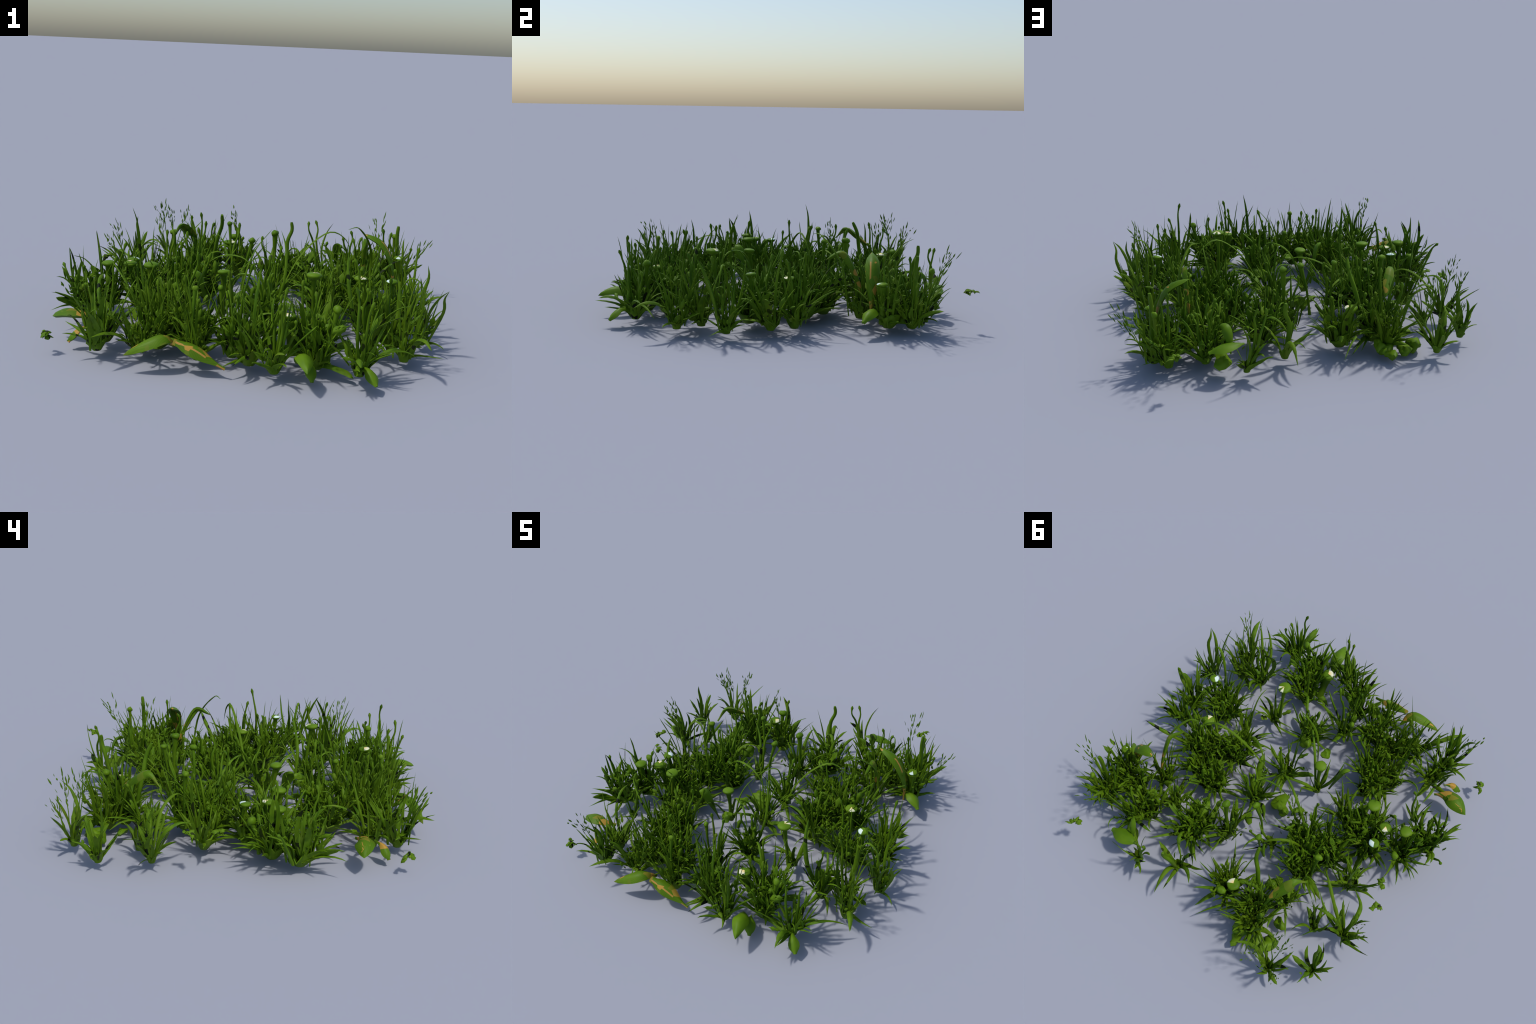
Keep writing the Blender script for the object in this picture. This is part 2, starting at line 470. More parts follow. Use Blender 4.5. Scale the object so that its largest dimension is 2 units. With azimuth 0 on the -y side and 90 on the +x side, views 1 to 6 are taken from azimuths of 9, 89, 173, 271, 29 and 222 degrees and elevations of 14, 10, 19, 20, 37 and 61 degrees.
# outlying blades that lean out of the tufts: index of the tuft, place of the tip
TIPS_SOUTH = [
    (0, 0.983, -0.398, 0.341), (0, 0.987, -0.252, 0.21), (0, 0.979, -0.224, 0.19), (11, 0.975, -0.106, 0.23),
    (11, 0.9, -0.094, 0.15), (0, 0.869, -0.16, 0.21), (11, 0.829, 0.011, 0.24), (11, 0.864, 0.045, 0.26),
    (11, 0.819, -0.166, 0.16), (0, 0.829, -0.154, 0.21), (0, 0.908, -0.194, 0.095), (1, 0.893, -0.386, 0.23),
    (1, 0.856, -0.487, 0.2), (1, 0.896, -0.547, 0.155), (1, 0.749, -0.309, 0.362), (2, 0.814, -0.644, 0.33),
    (2, 0.514, -0.406, 0.489), (2, 0.785, -0.671, 0.287), (2, 0.649, -0.49, 0.368), (2, 0.729, -0.619, 0.067),
    (2, 0.625, -0.597, 0.19), (2, 0.523, -0.495, 0.23), (3, 0.78, -0.714, 0.152), (3, 0.7, -0.674, 0.3),
    (3, 0.858, -0.64, 0.093), (3, 0.72, -0.693, 0.103), (3, 0.593, -0.586, 0.17), (10, 0.508, -0.284, 0.24),
    (13, 0.508, -0.315, 0.19), (13, 0.492, -0.34, 0.18), (5, 0.493, -0.524, 0.23), (3, 0.608, -0.878, 0.27),
    (3, 0.619, -0.959, 0.145), (3, 0.536, -0.882, 0.231), (4, 0.39, -0.82, 0.26), (6, 0.449, -0.819, 0.16),
    (7, 0.219, -0.881, 0.234), (7, 0.305, -0.946, 0.164), (7, 0.2, -0.938, 0.17), (8, 0.085, -0.896, 0.254),
    (8, 0.084, -0.912, 0.21), (8, 0.085, -0.936, 0.085), (15, -0.047, -0.803, 0.2), (7, 0.338, -0.76, 0.22),
    (8, 0.02, -0.755, 0.23), (36, 0.823, 0.522, 0.264), (36, 0.756, 0.796, 0.188), (36, 0.713, 0.818, 0.258),
    (36, 0.702, 0.811, 0.19), (12, 0.878, 0.164, 0.202), (12, 0.885, 0.098, 0.19), (16, 0.796, 0.304, 0.31),
    (16, 0.694, 0.27, 0.365), (37, 0.64, 0.372, 0.232), (37, 0.65, 0.403, 0.16), (12, 0.807, 0.147, 0.281),
    (17, 0.405, 0.381, 0.18), (36, 0.795, 0.563, 0.16), (37, 0.434, 0.387, 0.23), (36, 0.841, 0.558, 0.2),
    (19, 0.447, -0.218, 0.21), (12, 0.667, -0.073, 0.2), (19, 0.264, -0.189, 0.19), (19, 0.24, -0.092, 0.18),
    (19, 0.231, -0.073, 0.17), (22, 0.228, -0.12, 0.21), (20, 0.207, 0.063, 0.2), (20, 0.178, 0.037, 0.18),
    (22, -0.04, -0.12, 0.22), (22, -0.057, -0.088, 0.21), (18, 0.191, 0.221, 0.21), (24, 0.014, 0.078, 0.24),
    (18, 0.401, 0.385, 0.19), (22, -0.026, -0.119, 0.23), (14, 0.022, -0.386, 0.22), (22, 0.123, -0.196, 0.17),
    (23, -0.112, -0.267, 0.19), (14, 0.263, -0.344, 0.19), (13, 0.435, -0.243, 0.24), (13, 0.415, -0.179, 0.21),
    (19, 0.49, -0.214, 0.22), (13, 0.256, -0.239, 0.2), (34, -0.494, -0.872, 0.329), (34, -0.506, -0.93, 0.28),
    (34, -0.561, -0.919, 0.268), (34, -0.444, -0.835, 0.238), (31, -0.523, -0.961, 0.16),
    (34, -0.635, -0.939, 0.24), (31, -0.51, -0.796, 0.21), (33, -0.674, -0.676, 0.242),
    (34, -0.653, -0.712, 0.23), (23, -0.176, -0.318, 0.25), (30, -0.628, -0.382, 0.344),
    (15, -0.033, -0.755, 0.131), (15, -0.044, -0.793, 0.2), (33, -0.405, -0.561, 0.19),
    (32, -0.237, -0.735, 0.21), (33, -0.66, -0.389, 0.278), (34, -0.642, -0.752, 0.24),
    (36, 0.637, 0.802, 0.16), (36, 0.742, 0.808, 0.2), (36, 0.708, 0.806, 0.19), (36, 0.653, 0.775, 0.19),
]
TIPS_NORTH = [
    (43, 0.361, 0.874, 0.114), (43, 0.251, 0.921, 0.23), (43, 0.23, 0.919, 0.149), (43, 0.187, 0.862, 0.22),
    (44, 0.225, 0.736, 0.238), (41, 0.288, 0.758, 0.2), (41, 0.304, 0.634, 0.179), (44, 0.195, 0.753, 0.15),
    (44, 0.043, 0.665, 0.215), (44, -0.051, 0.783, 0.18), (43, 0.234, 0.807, 0.137), (44, 0.032, 0.896, 0.16),
    (39, 0.296, 0.676, 0.272), (41, 0.265, 0.406, 0.21), (41, 0.172, 0.703, 0.19), (42, 0.296, 0.728, 0.218),
    (45, 0.275, 0.398, 0.18), (46, 0.113, 0.258, 0.22), (46, 0.049, 0.271, 0.2), (24, -0.073, 0.238, 0.15),
    (47, -0.062, 0.262, 0.17), (47, -0.113, 0.45, 0.17), (47, -0.287, 0.45, 0.338), (46, 0.056, 0.606, 0.288),
    (46, 0.052, 0.568, 0.18), (48, -0.252, 0.24, 0.124), (50, -0.317, 0.363, 0.22), (53, -0.089, 0.789, 0.21),
    (53, -0.085, 0.675, 0.205), (59, -0.699, -0.411, 0.276), (59, -0.704, -0.415, 0.291),
    (62, -0.582, -0.352, 0.24), (62, -0.626, -0.466, 0.12), (62, -0.702, -0.494, 0.084),
    (59, -0.905, -0.33, 0.28), (59, -0.866, -0.324, 0.378), (59, -0.899, -0.184, 0.19),
    (59, -0.886, -0.136, 0.223), (58, -0.827, -0.041, 0.19), (58, -0.84, -0.08, 0.2),
    (56, -0.701, -0.009, 0.18), (57, -0.692, 0.109, 0.299), (61, -0.719, 0.142, 0.148),
    (61, -0.64, 0.081, 0.14), (61, -0.705, 0.191, 0.499), (61, -0.65, 0.043, 0.112),
    (59, -0.722, -0.515, 0.079), (68, -0.463, 0.885, 0.309), (68, -0.547, 0.794, 0.208),
    (68, -0.552, 0.754, 0.16), (68, -0.565, 0.716, 0.137), (68, -0.708, 0.675, 0.239),
    (68, -0.636, 0.873, 0.161), (68, -0.742, 0.83, 0.105), (68, -0.747, 0.74, 0.22), (68, -0.739, 0.741, 0.14),
    (68, -0.721, 0.875, 0.22), (63, -0.16, 0.858, 0.063), (63, -0.258, 0.693, 0.21), (53, -0.255, 0.776, 0.341),
    (69, -0.708, 0.689, 0.207), (69, -0.731, 0.595, 0.197), (69, -0.774, 0.525, 0.19),
    (69, -0.762, 0.547, 0.17), (69, -0.895, 0.572, 0.141), (69, -0.902, 0.63, 0.215),
    (69, -0.894, 0.661, 0.105), (69, -0.842, 0.708, 0.152), (69, -0.767, 0.693, 0.255),
    (67, -0.709, 0.281, 0.102), (67, -0.759, 0.378, 0.297), (67, -0.592, 0.362, 0.28),
    (67, -0.647, 0.559, 0.075), (67, -0.744, 0.485, 0.221), (67, -0.916, 0.444, 0.21), (67, -0.93, 0.428, 0.21),
    (67, -0.989, 0.429, 0.207), (67, -0.95, 0.376, 0.2), (67, -0.913, 0.363, 0.22), (67, -0.836, 0.448, 0.035),
    (66, -0.579, 0.401, 0.18), (66, -0.61, 0.363, 0.121), (66, -0.626, 0.344, 0.137), (66, -0.606, 0.428, 0.14),
    (66, -0.663, 0.335, 0.045), (66, -0.606, 0.588, 0.158), (66, -0.697, 0.535, 0.199),
    (66, -0.739, 0.428, 0.239), (58, -0.777, -0.185, 0.443), (70, 0.906, -0.737, 0.166),
    (59, -0.787, -0.437, 0.341), (43, 0.354, 0.93, 0.346), (53, -0.184, 0.746, 0.266),
    (67, -0.885, 0.291, 0.237), (72, 0.784, 0.783, 0.223), (11, 0.932, -0.078, 0.25),
    (58, -0.922, -0.135, 0.287), (69, -0.855, 0.588, 0.224), (34, -0.648, -0.877, 0.317),
    (68, -0.615, 0.858, 0.236), (69, -0.798, 0.684, 0.186), (14, 0.176, -0.243, 0.532),
    (66, -0.613, 0.444, 0.217),
]


def leaning_blade(root, tip, width):
    """A blade from a tuft's crown that rises and then leans over to its tip."""
    root, tip = np.array(root), np.array(tip)
    d = tip - root
    flat = np.array([d[0], d[1], 0.0])
    L = np.linalg.norm(d)
    droop = U(0.02, 0.12) * L + U(0.05, 0.20) * np.linalg.norm(flat)
    cross = np.array([-d[1], d[0], 0.0]) / (np.linalg.norm(flat) + 1e-6)
    k = RNG.choice((-1, 1)) * U(0.02, 0.15) * L
    p1 = root + 0.34 * d + np.array([0, 0, droop]) + cross * k - 0.06 * flat
    p2 = root + 0.70 * d + np.array([0, 0, 0.85 * droop]) + cross * k * 0.8 - 0.03 * flat
    sp = curve_through([root, p1, p2, tip], 13)
    s = np.linspace(0, 1, 13)
    kind = U(0, 1)
    if kind < 0.62:
        w = np.minimum(1, 0.5 + 2.4 * s) * (1 - s ** 1.9)
    elif kind < 0.88:
        w = np.minimum(1, 0.5 + 1.6 * s) * (1 - s ** 5)
    else:
        w = (0.35 + 0.65 * np.sin(math.pi * np.minimum(1, s * 1.02)) ** 1.4) * (1 - s ** 8)
    w = w * np.array([U(0.88, 1.12) for _ in s]) * width * 0.5
    w[-1] = 0
    tw = U(-0.9, 0.9)
    sd = cross / max(np.linalg.norm(cross), 1e-6)
    side = [sd * math.cos(tw * q) + np.array([0, 0, 1.0]) * math.sin(tw * q) for q in s]
    return ribbon(sp, side, w, np.maximum(0.0014, w * 0.34), 0.30)


for ti, x, y, z in TIPS_SOUTH + TIPS_NORTH:
    cx, cy, rad = TUFTS[ti][:3]
    dist = math.hypot(x - cx, y - cy)
    off = min(0.35 * rad if TUFTS[ti][4] > 1 else 0.012, 0.4 * dist) / (dist + 1e-6)
    root = np.array([cx + (x - cx) * off, cy + (y - cy) * off, GROUND + 0.012 + (0.02 if TUFTS[ti][4] > 1 else 0)])
    b = Build()
    b.add(*leaning_blade(root, (x, y, z), U(0.012, 0.026) * (0.75 + 0.9 * min(0.3, dist + z) / 0.3) / 1.3))
    b.v[0] = b.v[0] - root
    o = new_object("grass_blade", b.mesh("grass_blade", [MAT_BLADE], 65), TUFT_OBJECTS[ti])
    o.location = root - np.array([cx, cy, 0.0])


def nearest_tuft(x, y):
    return min(TUFTS, key=lambda t: (t[0] - x) ** 2 + (t[1] - y) ** 2)


def root_for(x, y, pull=0.55):
    t = nearest_tuft(x, y)
    d = math.hypot(t[0] - x, t[1] - y)
    k = pull if d < 0.24 else pull * 0.24 / d
    return np.array([x + k * (t[0] - x), y + k * (t[1] - y), 0.06])


# low sprawling blades that link neighbouring tufts across the bare patches in the middle
INNER = [i for i, t in enumerate(TUFTS) if abs(t[0]) < 0.55 and abs(t[1]) < 0.62]
for k in range(64):
    ti = INNER[k % len(INNER)]
    cx, cy, rad = TUFTS[ti][:3]
    a, reach = U(0, 6.283), U(0.11, 0.23)
    root = np.array([cx + 0.02 * math.cos(a), cy + 0.02 * math.sin(a), GROUND + 0.015])
    b = Build()
    b.add(*leaning_blade(root, (cx + reach * math.cos(a), cy + reach * math.sin(a), U(0.05, 0.19)), U(0.009, 0.021)))
    b.v[0] = b.v[0] - root
    o = new_object("grass_blade", b.mesh("grass_blade", [MAT_BLADE], 65), TUFT_OBJECTS[ti])
    o.location = root - np.array([cx, cy, 0.0])

# ----------------------------------------------------------------------------- club-tipped stalks
# tip position and a shape letter: c = club tip, t = thick blunt stem, b = pointed blade
STALKS = [
    (0.098, -0.561, 0.433, "c"), (-0.305, 0.065, 0.443, "c"), (-0.134, -0.382, 0.426, "c"),
    (0.293, -0.851, 0.425, "c"), (-0.024, -0.492, 0.376, "c"), (0.573, -0.807, 0.436, "c"),
    (0.746, 0.664, 0.408, "t"), (-0.257, 0.457, 0.439, "t"), (0.846, -0.015, 0.447, "c"),
    (0.887, -0.196, 0.405, "b"), (-0.194, -0.657, 0.380, "c"), (0.266, -0.816, 0.380, "c"),
    (-0.798, 0.599, 0.365, "b"), (0.247, 0.859, 0.367, "c"), (0.327, -0.550, 0.376, "c"),
    (-0.327, 0.359, 0.417, "c"), (0.715, -0.490, 0.404, "c"), (0.533, -0.060, 0.374, "c"),
    (-0.407, 0.576, 0.420, "c"), (-0.866, -0.324, 0.378, "b"), (0.708, 0.506, 0.402, "c"),
    (-0.775, -0.185, 0.443, "b"), (-0.952, -0.192, 0.260, "c"), (0.767, 0.003, 0.386, "c"),
    (-0.190, -0.419, 0.429, "c"), (0.472, 0.709, 0.351, "c"), (0.673, -0.372, 0.383, "c"),
    (-0.620, -0.181, 0.391, "c"), (-0.603, -0.374, 0.366, "c"), (0.207, 0.845, 0.360, "c"),
    (0.107, 0.795, 0.357, "t"), (0.168, -0.747, 0.490, "b"), (-0.487, 0.683, 0.376, "c"),
    (-0.301, -0.713, 0.371, "c"), (-0.145, 0.411, 0.412, "c"), (0.397, -0.682, 0.368, "c"),
    (0.653, 0.111, 0.405, "c"), (0.983, -0.398, 0.341, "b"), (-0.253, -0.566, 0.376, "c"),
    (-0.434, -0.554, 0.424, "b"),
]


def stalk_geometry(root, tip, style):
    root, tip = np.array(root), np.array(tip)
    d = tip - root
    mid = root + 0.5 * d + np.array([U(-0.02, 0.02), U(-0.02, 0.02), 0.02])
    up = root + 0.8 * d + np.array([U(-0.012, 0.012), U(-0.012, 0.012), 0.008])
    sp = curve_through([root, mid, up, tip], 13)
    s = np.linspace(0, 1, 13)
    if style == "b":
        a = math.atan2(d[1], d[0]) + 1.57 + U(-0.6, 0.6)
        side = [np.array([math.cos(a), math.sin(a), 0.0])] * 13
        w = 0.011 * np.minimum(1, 0.6 + 1.5 * s) * (1 - s ** 2.2)
        w[-1] = 0
        return ribbon(sp, side, w, np.maximum(0.0012, w * 0.45), 0.2)
    if style == "t":
        r = 0.013 - 0.003 * s
        r[-1] *= 0.75
    else:
        r = 0.0085 - 0.0055 * s + 0.0062 * np.exp(-((s - 0.93) / 0.09) ** 2)
        r[-1] *= 0.55
    return tube(sp, r, 7)


for x, y, z, style in STALKS:
    b = Build()
    root = root_for(x, y, 0.7)
    b.add(*stalk_geometry(root, (x, y, z), style))
    b.v[0] = b.v[0] - root
    o = new_object("grass_stalk", b.mesh("grass_stalk", [MAT_STALK], 65), PATCH)
    o.location = root
for k in range(60):      # shorter stalks that end in or just above the canopy
    t = RNG.choice([q for q in TUFTS if q[4] > 1])
    a, r = U(0, 6.28), U(0.0, 1.1) * t[2]
    tip = (t[0] + r * math.cos(a), t[1] + r * math.sin(a), U(0.24, 0.39))
    root = root_for(tip[0], tip[1], 0.75)
    b = Build()
    b.add(*stalk_geometry(root, tip, "c"))
    b.v[0] = b.v[0] - root
    o = new_object("grass_stalk", b.mesh("grass_stalk", [MAT_STALK], 65), PATCH)
    o.location = root

# bent-over blades: control points root .. tip, half width
ARCHES = [
    ([(-0.80, 0.385, 0.05), (-0.815, 0.33, 0.19), (-0.79, 0.26, 0.233), (-0.70, 0.20, 0.195)], 0.014),
    ([(-0.80, 0.39, 0.05), (-0.75, 0.40, 0.19), (-0.68, 0.42, 0.25), (-0.60, 0.44, 0.22)], 0.012),
    ([(0.11, 0.72, 0.05), (0.10, 0.79, 0.15), (0.085, 0.86, 0.16), (0.075, 0.93, 0.09)], 0.014),
    ([(0.08, -0.08, 0.05), (0.06, -0.03, 0.13), (0.04, 0.02, 0.12), (0.035, 0.05, 0.07)], 0.010),
    ([(0.10, 0.12, 0.05), (0.14, 0.05, 0.11), (0.20, -0.04, 0.13), (0.255, -0.105, 0.09)], 0.013),
    ([(0.40, -0.10, 0.06), (0.33, -0.09, 0.19), (0.24, -0.06, 0.21), (0.16, -0.02, 0.13)], 0.009),
    ([(-0.12, -0.15, 0.05), (-0.06, -0.09, 0.14), (0.02, -0.05, 0.16), (0.10, -0.06, 0.10)], 0.011),
    ([(-0.35, 0.17, 0.08), (-0.28, 0.26, 0.25), (-0.20, 0.33, 0.24), (-0.13, 0.38, 0.14)], 0.009),
    ([(0.21, 0.54, 0.06), (0.18, 0.62, 0.21), (0.13, 0.68, 0.22), (0.08, 0.71, 0.15)], 0.010),
    ([(-0.17, 0.60, 0.06), (-0.24, 0.60, 0.22), (-0.31, 0.56, 0.21), (-0.38, 0.53, 0.12)], 0.011),
    ([(0.34, -0.57, 0.06), (0.28, -0.50, 0.22), (0.22, -0.43, 0.22), (0.17, -0.38, 0.14)], 0.009),
    ([(-0.02, -0.27, 0.06), (0.017, -0.295, 0.296), (0.06, -0.28, 0.43), (0.134, -0.248, 0.534)], 0.008),
    ([(0.60, 0.345, 0.06), (0.606, 0.301, 0.328), (0.54, 0.20, 0.472), (0.478, 0.153, 0.475)], 0.009),
    ([(0.12, -0.03, 0.06), (0.24, 0.03, 0.33), (0.376, 0.085, 0.463), (0.47, 0.12, 0.43), (0.51, 0.14, 0.33)], 0.008),
    ([(0.74, -0.27, 0.07), (0.76, -0.29, 0.27), (0.805, -0.309, 0.361), (0.86, -0.32, 0.34), (0.89, -0.33, 0.24)], 0.008),
    ([(0.09, 0.13, 0.06), (0.075, 0.12, 0.24), (0.045, 0.105, 0.301), (-0.03, 0.07, 0.27), (-0.09, 0.05, 0.17)], 0.007),
    ([(0.07, -0.52, 0.06), (0.12, -0.525, 0.17), (0.183, -0.528, 0.199), (0.24, -0.53, 0.17)], 0.010),
    ([(-0.12, -0.14, 0.05), (-0.05, -0.2, 0.26), (0.06, -0.3, 0.30), (0.12, -0.36, 0.2)], 0.008),
    ([(-0.80, 0.39, 0.05), (-0.70, 0.36, 0.24), (-0.60, 0.30, 0.30), (-0.52, 0.24, 0.24)], 0.010),
    ([(-0.36, 0.17, 0.08), (-0.22, 0.1, 0.27), (-0.05, 0.02, 0.31), (0.06, -0.02, 0.2)], 0.008),
]
for pts, w in ARCHES:
    sp = curve_through(pts, 18)
    s = np.linspace(0, 1, 18)
    wid = w * np.minimum(1, 0.55 + 1.6 * s) * (1 - s ** 3)
    wid *= np.array([U(0.85, 1.15) for _ in s])
    wid[-1] = 0
    d = sp[-1] - sp[0]
    side = [np.array([-d[1], d[0], 0.0]) / math.hypot(d[0], d[1])] * 18
    b = Build()
    b.add(*ribbon(sp, side, wid, np.maximum(0.0012, wid * 0.4), 0.2))
    b.v[0] = b.v[0] - sp[0]
    o = new_object("bent_blade", b.mesh("bent_blade", [MAT_STALK], 65), PATCH)
    o.location = sp[0]


# ----------------------------------------------------------------------------- flowers and buds
# head centre, radius, kind (disc / bud), petal wedges (start sector, sectors, material), stem radius
FLOWERS = [
    (-0.110, -0.181, 0.281, 0.036, "disc", [], 0.012),
    (-0.060, -0.498, 0.291, 0.019, "bud", [], 0.007),
    (0.360, -0.380, 0.357, 0.040, "disc", [(1, 1, "cream"), (3, 1, "cream")], 0.010),
    (0.724, -0.171, 0.301, 0.030, "disc", [(5, 4, "white")], 0.010),
    (-0.706, -0.199, 0.281, 0.037, "disc", [], 0.012),
    (0.729, 0.744, 0.328, 0.021, "bud", [], 0.007),
    (-0.483, -0.197, 0.289, 0.040, "disc", [], 0.013),
    (0.567, 0.033, 0.249, 0.038, "disc", [(9, 2, "cream")], 0.013),
    (0.287, -0.685, 0.248, 0.036, "disc", [(6, 4, "cream")], 0.024),
    (-0.621, -0.038, 0.267, 0.031, "disc", [(0, 4, "white")], 0.010),
    (-0.199, 0.405, 0.402, 0.021, "bud", [], 0.007),
    (-0.240, 0.635, 0.240, 0.038, "disc", [(10, 3, "cream")], 0.014),
    (-0.223, 0.706, 0.258, 0.029, "bud", [], 0.009),
    (-0.045, 0.266, 0.349, 0.024, "bud", [], 0.008),
    (-0.488, 0.261, 0.361, 0.024, "bud", [], 0.008),
    (0.757, 0.489, 0.262, 0.030, "disc", [(8, 2, "white")], 0.021),
    (-0.607, -0.147, 0.274, 0.036, "disc", [(3, 2, "cream")], 0.011),
    (-0.128, -0.729, 0.347, 0.018, "bud", [], 0.007),
    (0.066, 0.378, 0.373, 0.028, "bud", [], 0.011),
    (-0.740, -0.073, 0.230, 0.028, "bud", [], 0.009),
    (0.496, -0.723, 0.308, 0.026, "bud", [], 0.010),
]
SECTORS = 12


def flower_disc(radius, wedges):
    """A thick lens of twelve sectors; some sectors of the upper face are petals."""
    b = Build()
    wob = [1 + U(-0.05, 0.05) for _ in range(SECTORS)]
    prof = [(0.30, -0.62), (0.74, -0.42), (1.0, -0.08), (0.97, 0.10), (0.80, 0.22), (0.42, 0.30)]
    rings = [[(radius * pr * wob[j] * math.cos(6.2832 * j / SECTORS), radius * pr * wob[j] * math.sin(6.2832 * j / SECTORS),
               radius * pz) for j in range(SECTORS)] for pr, pz in prof]
    rings.append([(0, 0, radius * 0.32)])
    v, f = loft(rings)
    b.add(v, f)
    for i in range(len(f)):
        band, sector = divmod(i, SECTORS)
        if 3 <= band <= 5:
            for start, n, what in wedges:
                if (sector - start) % SECTORS < n:
                    b.m[i] = 1 if what == "white" else 2
    return b.mesh("flower_head", [MAT_SMOOTH, MAT_WHITE, MAT_CREAM], 50)


for k, (x, y, z, r, kind, wedges, stem_r) in enumerate(FLOWERS):
    r = 0.93 * r
    root = root_for(x, y, 0.35)
    top = np.array([x, y, z - 0.35 * r])
    sp = curve_through([root, 0.5 * (root + top) + np.array([U(-0.01, 0.01), U(-0.01, 0.01), 0]), top], 9)
    s = np.linspace(0, 1, 9)
    rad = stem_r * (1.15 - 0.35 * np.sin(s * math.pi) + 0.35 * s ** 4)
    b = Build()
    b.add(*tube(sp, rad, 8))
    b.v[0] = b.v[0] - root
    fl = new_object("button_flower" if kind == "disc" else "flower_bud", b.mesh("flower_stem", [MAT_STALK], 65), PATCH)
    fl.location = root
    if kind == "disc":
        me = flower_disc(r, wedges)
    else:
        bb = Build()
        bb.add(*lump(0.86 * r, 0.86, 40 + k, 1, 0.26))
        me = bb.mesh("bud_head", [MAT_SMOOTH])
    head = new_object("flower_head" if kind == "disc" else "bud_head", me, fl)
    head.location = Vector((x, y, z)) - Vector(root)
    head.rotation_euler = (U(-0.1, 0.1), U(-0.1, 0.1), 0)


# ----------------------------------------------------------------------------- broad leaves
def broad_leaf(points, width, thick, up, blunt=0.0, mat=None, fold=0.2, belly=0.5, name="broad_leaf"):
    """A fleshy leaf along a few control points (stalk end first). `up` is its upper side."""
    sp = curve_through(points, 13)
    up = np.array(up, float)
    s = np.linspace(0, 1, 13)
    e = math.log(0.5) / math.log(belly)
    w = np.sin(math.pi * s ** e) ** 0.85
    w = np.maximum(w, 0.14 * (s < 0.5))
    if blunt:
        w = np.maximum(w, blunt * (s > belly))
    w = w * width * 0.5
    tip_open = blunt > 0
    if not tip_open:
        w[-1] = 0
    t = np.gradient(sp, axis=0)
    side = [np.cross(up, q) for q in t]
    v, f = ribbon(sp, side, w, np.maximum(0.003, thick * 0.5 * (0.35 + 0.65 * w / w.max())), fold)
    # local frame: x along the leaf, y across
    ax = sp[-1] - sp[0]
    ax = ax / np.linalg.norm(ax)
    yy = np.cross(up, ax)
    yy = yy / np.linalg.norm(yy)
    zz = np.cross(ax, yy)
    fr = np.array([ax, yy, zz]).T
    b = Build()
    b.add((v - sp[0]) @ fr, f)
    o = new_object(name, b.mesh(name, [mat or MAT_LEAF], 40), PATCH)
    o.matrix_world = Matrix.LocRotScale(Vector(sp[0]), Matrix(fr.tolist()).to_quaternion(), None)
    return o


# orange-marked broad leaves at the edge of the patch
broad_leaf([(0.045, -0.876, 0.045), (-0.02, -0.872, 0.075), (-0.09, -0.868, 0.112), (-0.185, -0.868, 0.145)],
           0.080, 0.032, (0.22, -0.36, 0.90), blunt=0.45, belly=0.68)
broad_leaf([(-0.20, -0.80, 0.10), (-0.228, -0.868, 0.152), (-0.30, -0.905, 0.128), (-0.39, -0.932, 0.082)],
           0.078, 0.032, (-0.12, -0.28, 0.95), belly=0.5)
broad_leaf([(-0.64, -0.57, 0.11), (-0.70, -0.60, 0.132), (-0.77, -0.598, 0.136), (-0.848, -0.59, 0.106)],
           0.095, 0.034, (-0.25, 0.15, 0.95), belly=0.6)
broad_leaf([(-0.64, -0.66, 0.10), (-0.674, -0.695, 0.09), (-0.70, -0.712, 0.062), (-0.718, -0.724, 0.038)],
           0.050, 0.022, (-0.6, -0.3, 0.7), blunt=0.4, belly=0.6)
broad_leaf([(0.735, 0.44, 0.08), (0.726, 0.443, 0.22), (0.66, 0.452, 0.345), (0.548, 0.463, 0.392)],
           0.076, 0.026, (0.75, -0.1, 0.65), belly=0.64)
broad_leaf([(0.55, 0.44, 0.06), (0.565, 0.40, 0.22), (0.575, 0.33, 0.36), (0.572, 0.29, 0.385), (0.56, 0.22, 0.35)],
           0.042, 0.020, (0.85, 0.2, 0.5), belly=0.6)
broad_leaf([(0.70, 0.47, 0.08), (0.745, 0.458, 0.122), (0.80, 0.425, 0.12), (0.845, 0.388, 0.085)],
           0.075, 0.026, (0.4, -0.2, 0.9), blunt=0.3, belly=0.6, mat=MAT_SMOOTH)
broad_leaf([(0.34, -0.80, 0.08), (0.375, -0.87, 0.13), (0.39, -0.93, 0.135), (0.408, -1.0, 0.110)],
           0.085, 0.034, (0.3, -0.5, 0.8), belly=0.45, mat=MAT_SMOOTH)
broad_leaf([(0.38, -0.79, 0.07), (0.40, -0.83, 0.085), (0.412, -0.86, 0.06), (0.42, -0.885, 0.030)],
           0.058, 0.020, (0.5, -0.7, 0.5), blunt=0.3, belly=0.6, mat=MAT_SMOOTH)
broad_leaf([(0.60, -0.76, 0.07), (0.641, -0.833, 0.092), (0.665, -0.865, 0.075), (0.688, -0.895, 0.045)],
           0.058, 0.024, (0.3, -0.5, 0.8), blunt=0.25, belly=0.68, mat=MAT_SMOOTH)
broad_leaf([(-0.52, 0.38, 0.30), (-0.495, 0.445, 0.361), (-0.465, 0.51, 0.322), (-0.430, 0.585, 0.262)],
           0.060, 0.022, (-0.3, 0.75, 0.6), belly=0.6)
broad_leaf([(0.315, 0.817, 0.178), (0.37, 0.832, 0.182), (0.43, 0.842, 0.175), (0.488, 0.847, 0.158)],
           0.085, 0.018, (0.0, 0.1, 1.0), blunt=0.3, belly=0.55, mat=MAT_SMOOTH)
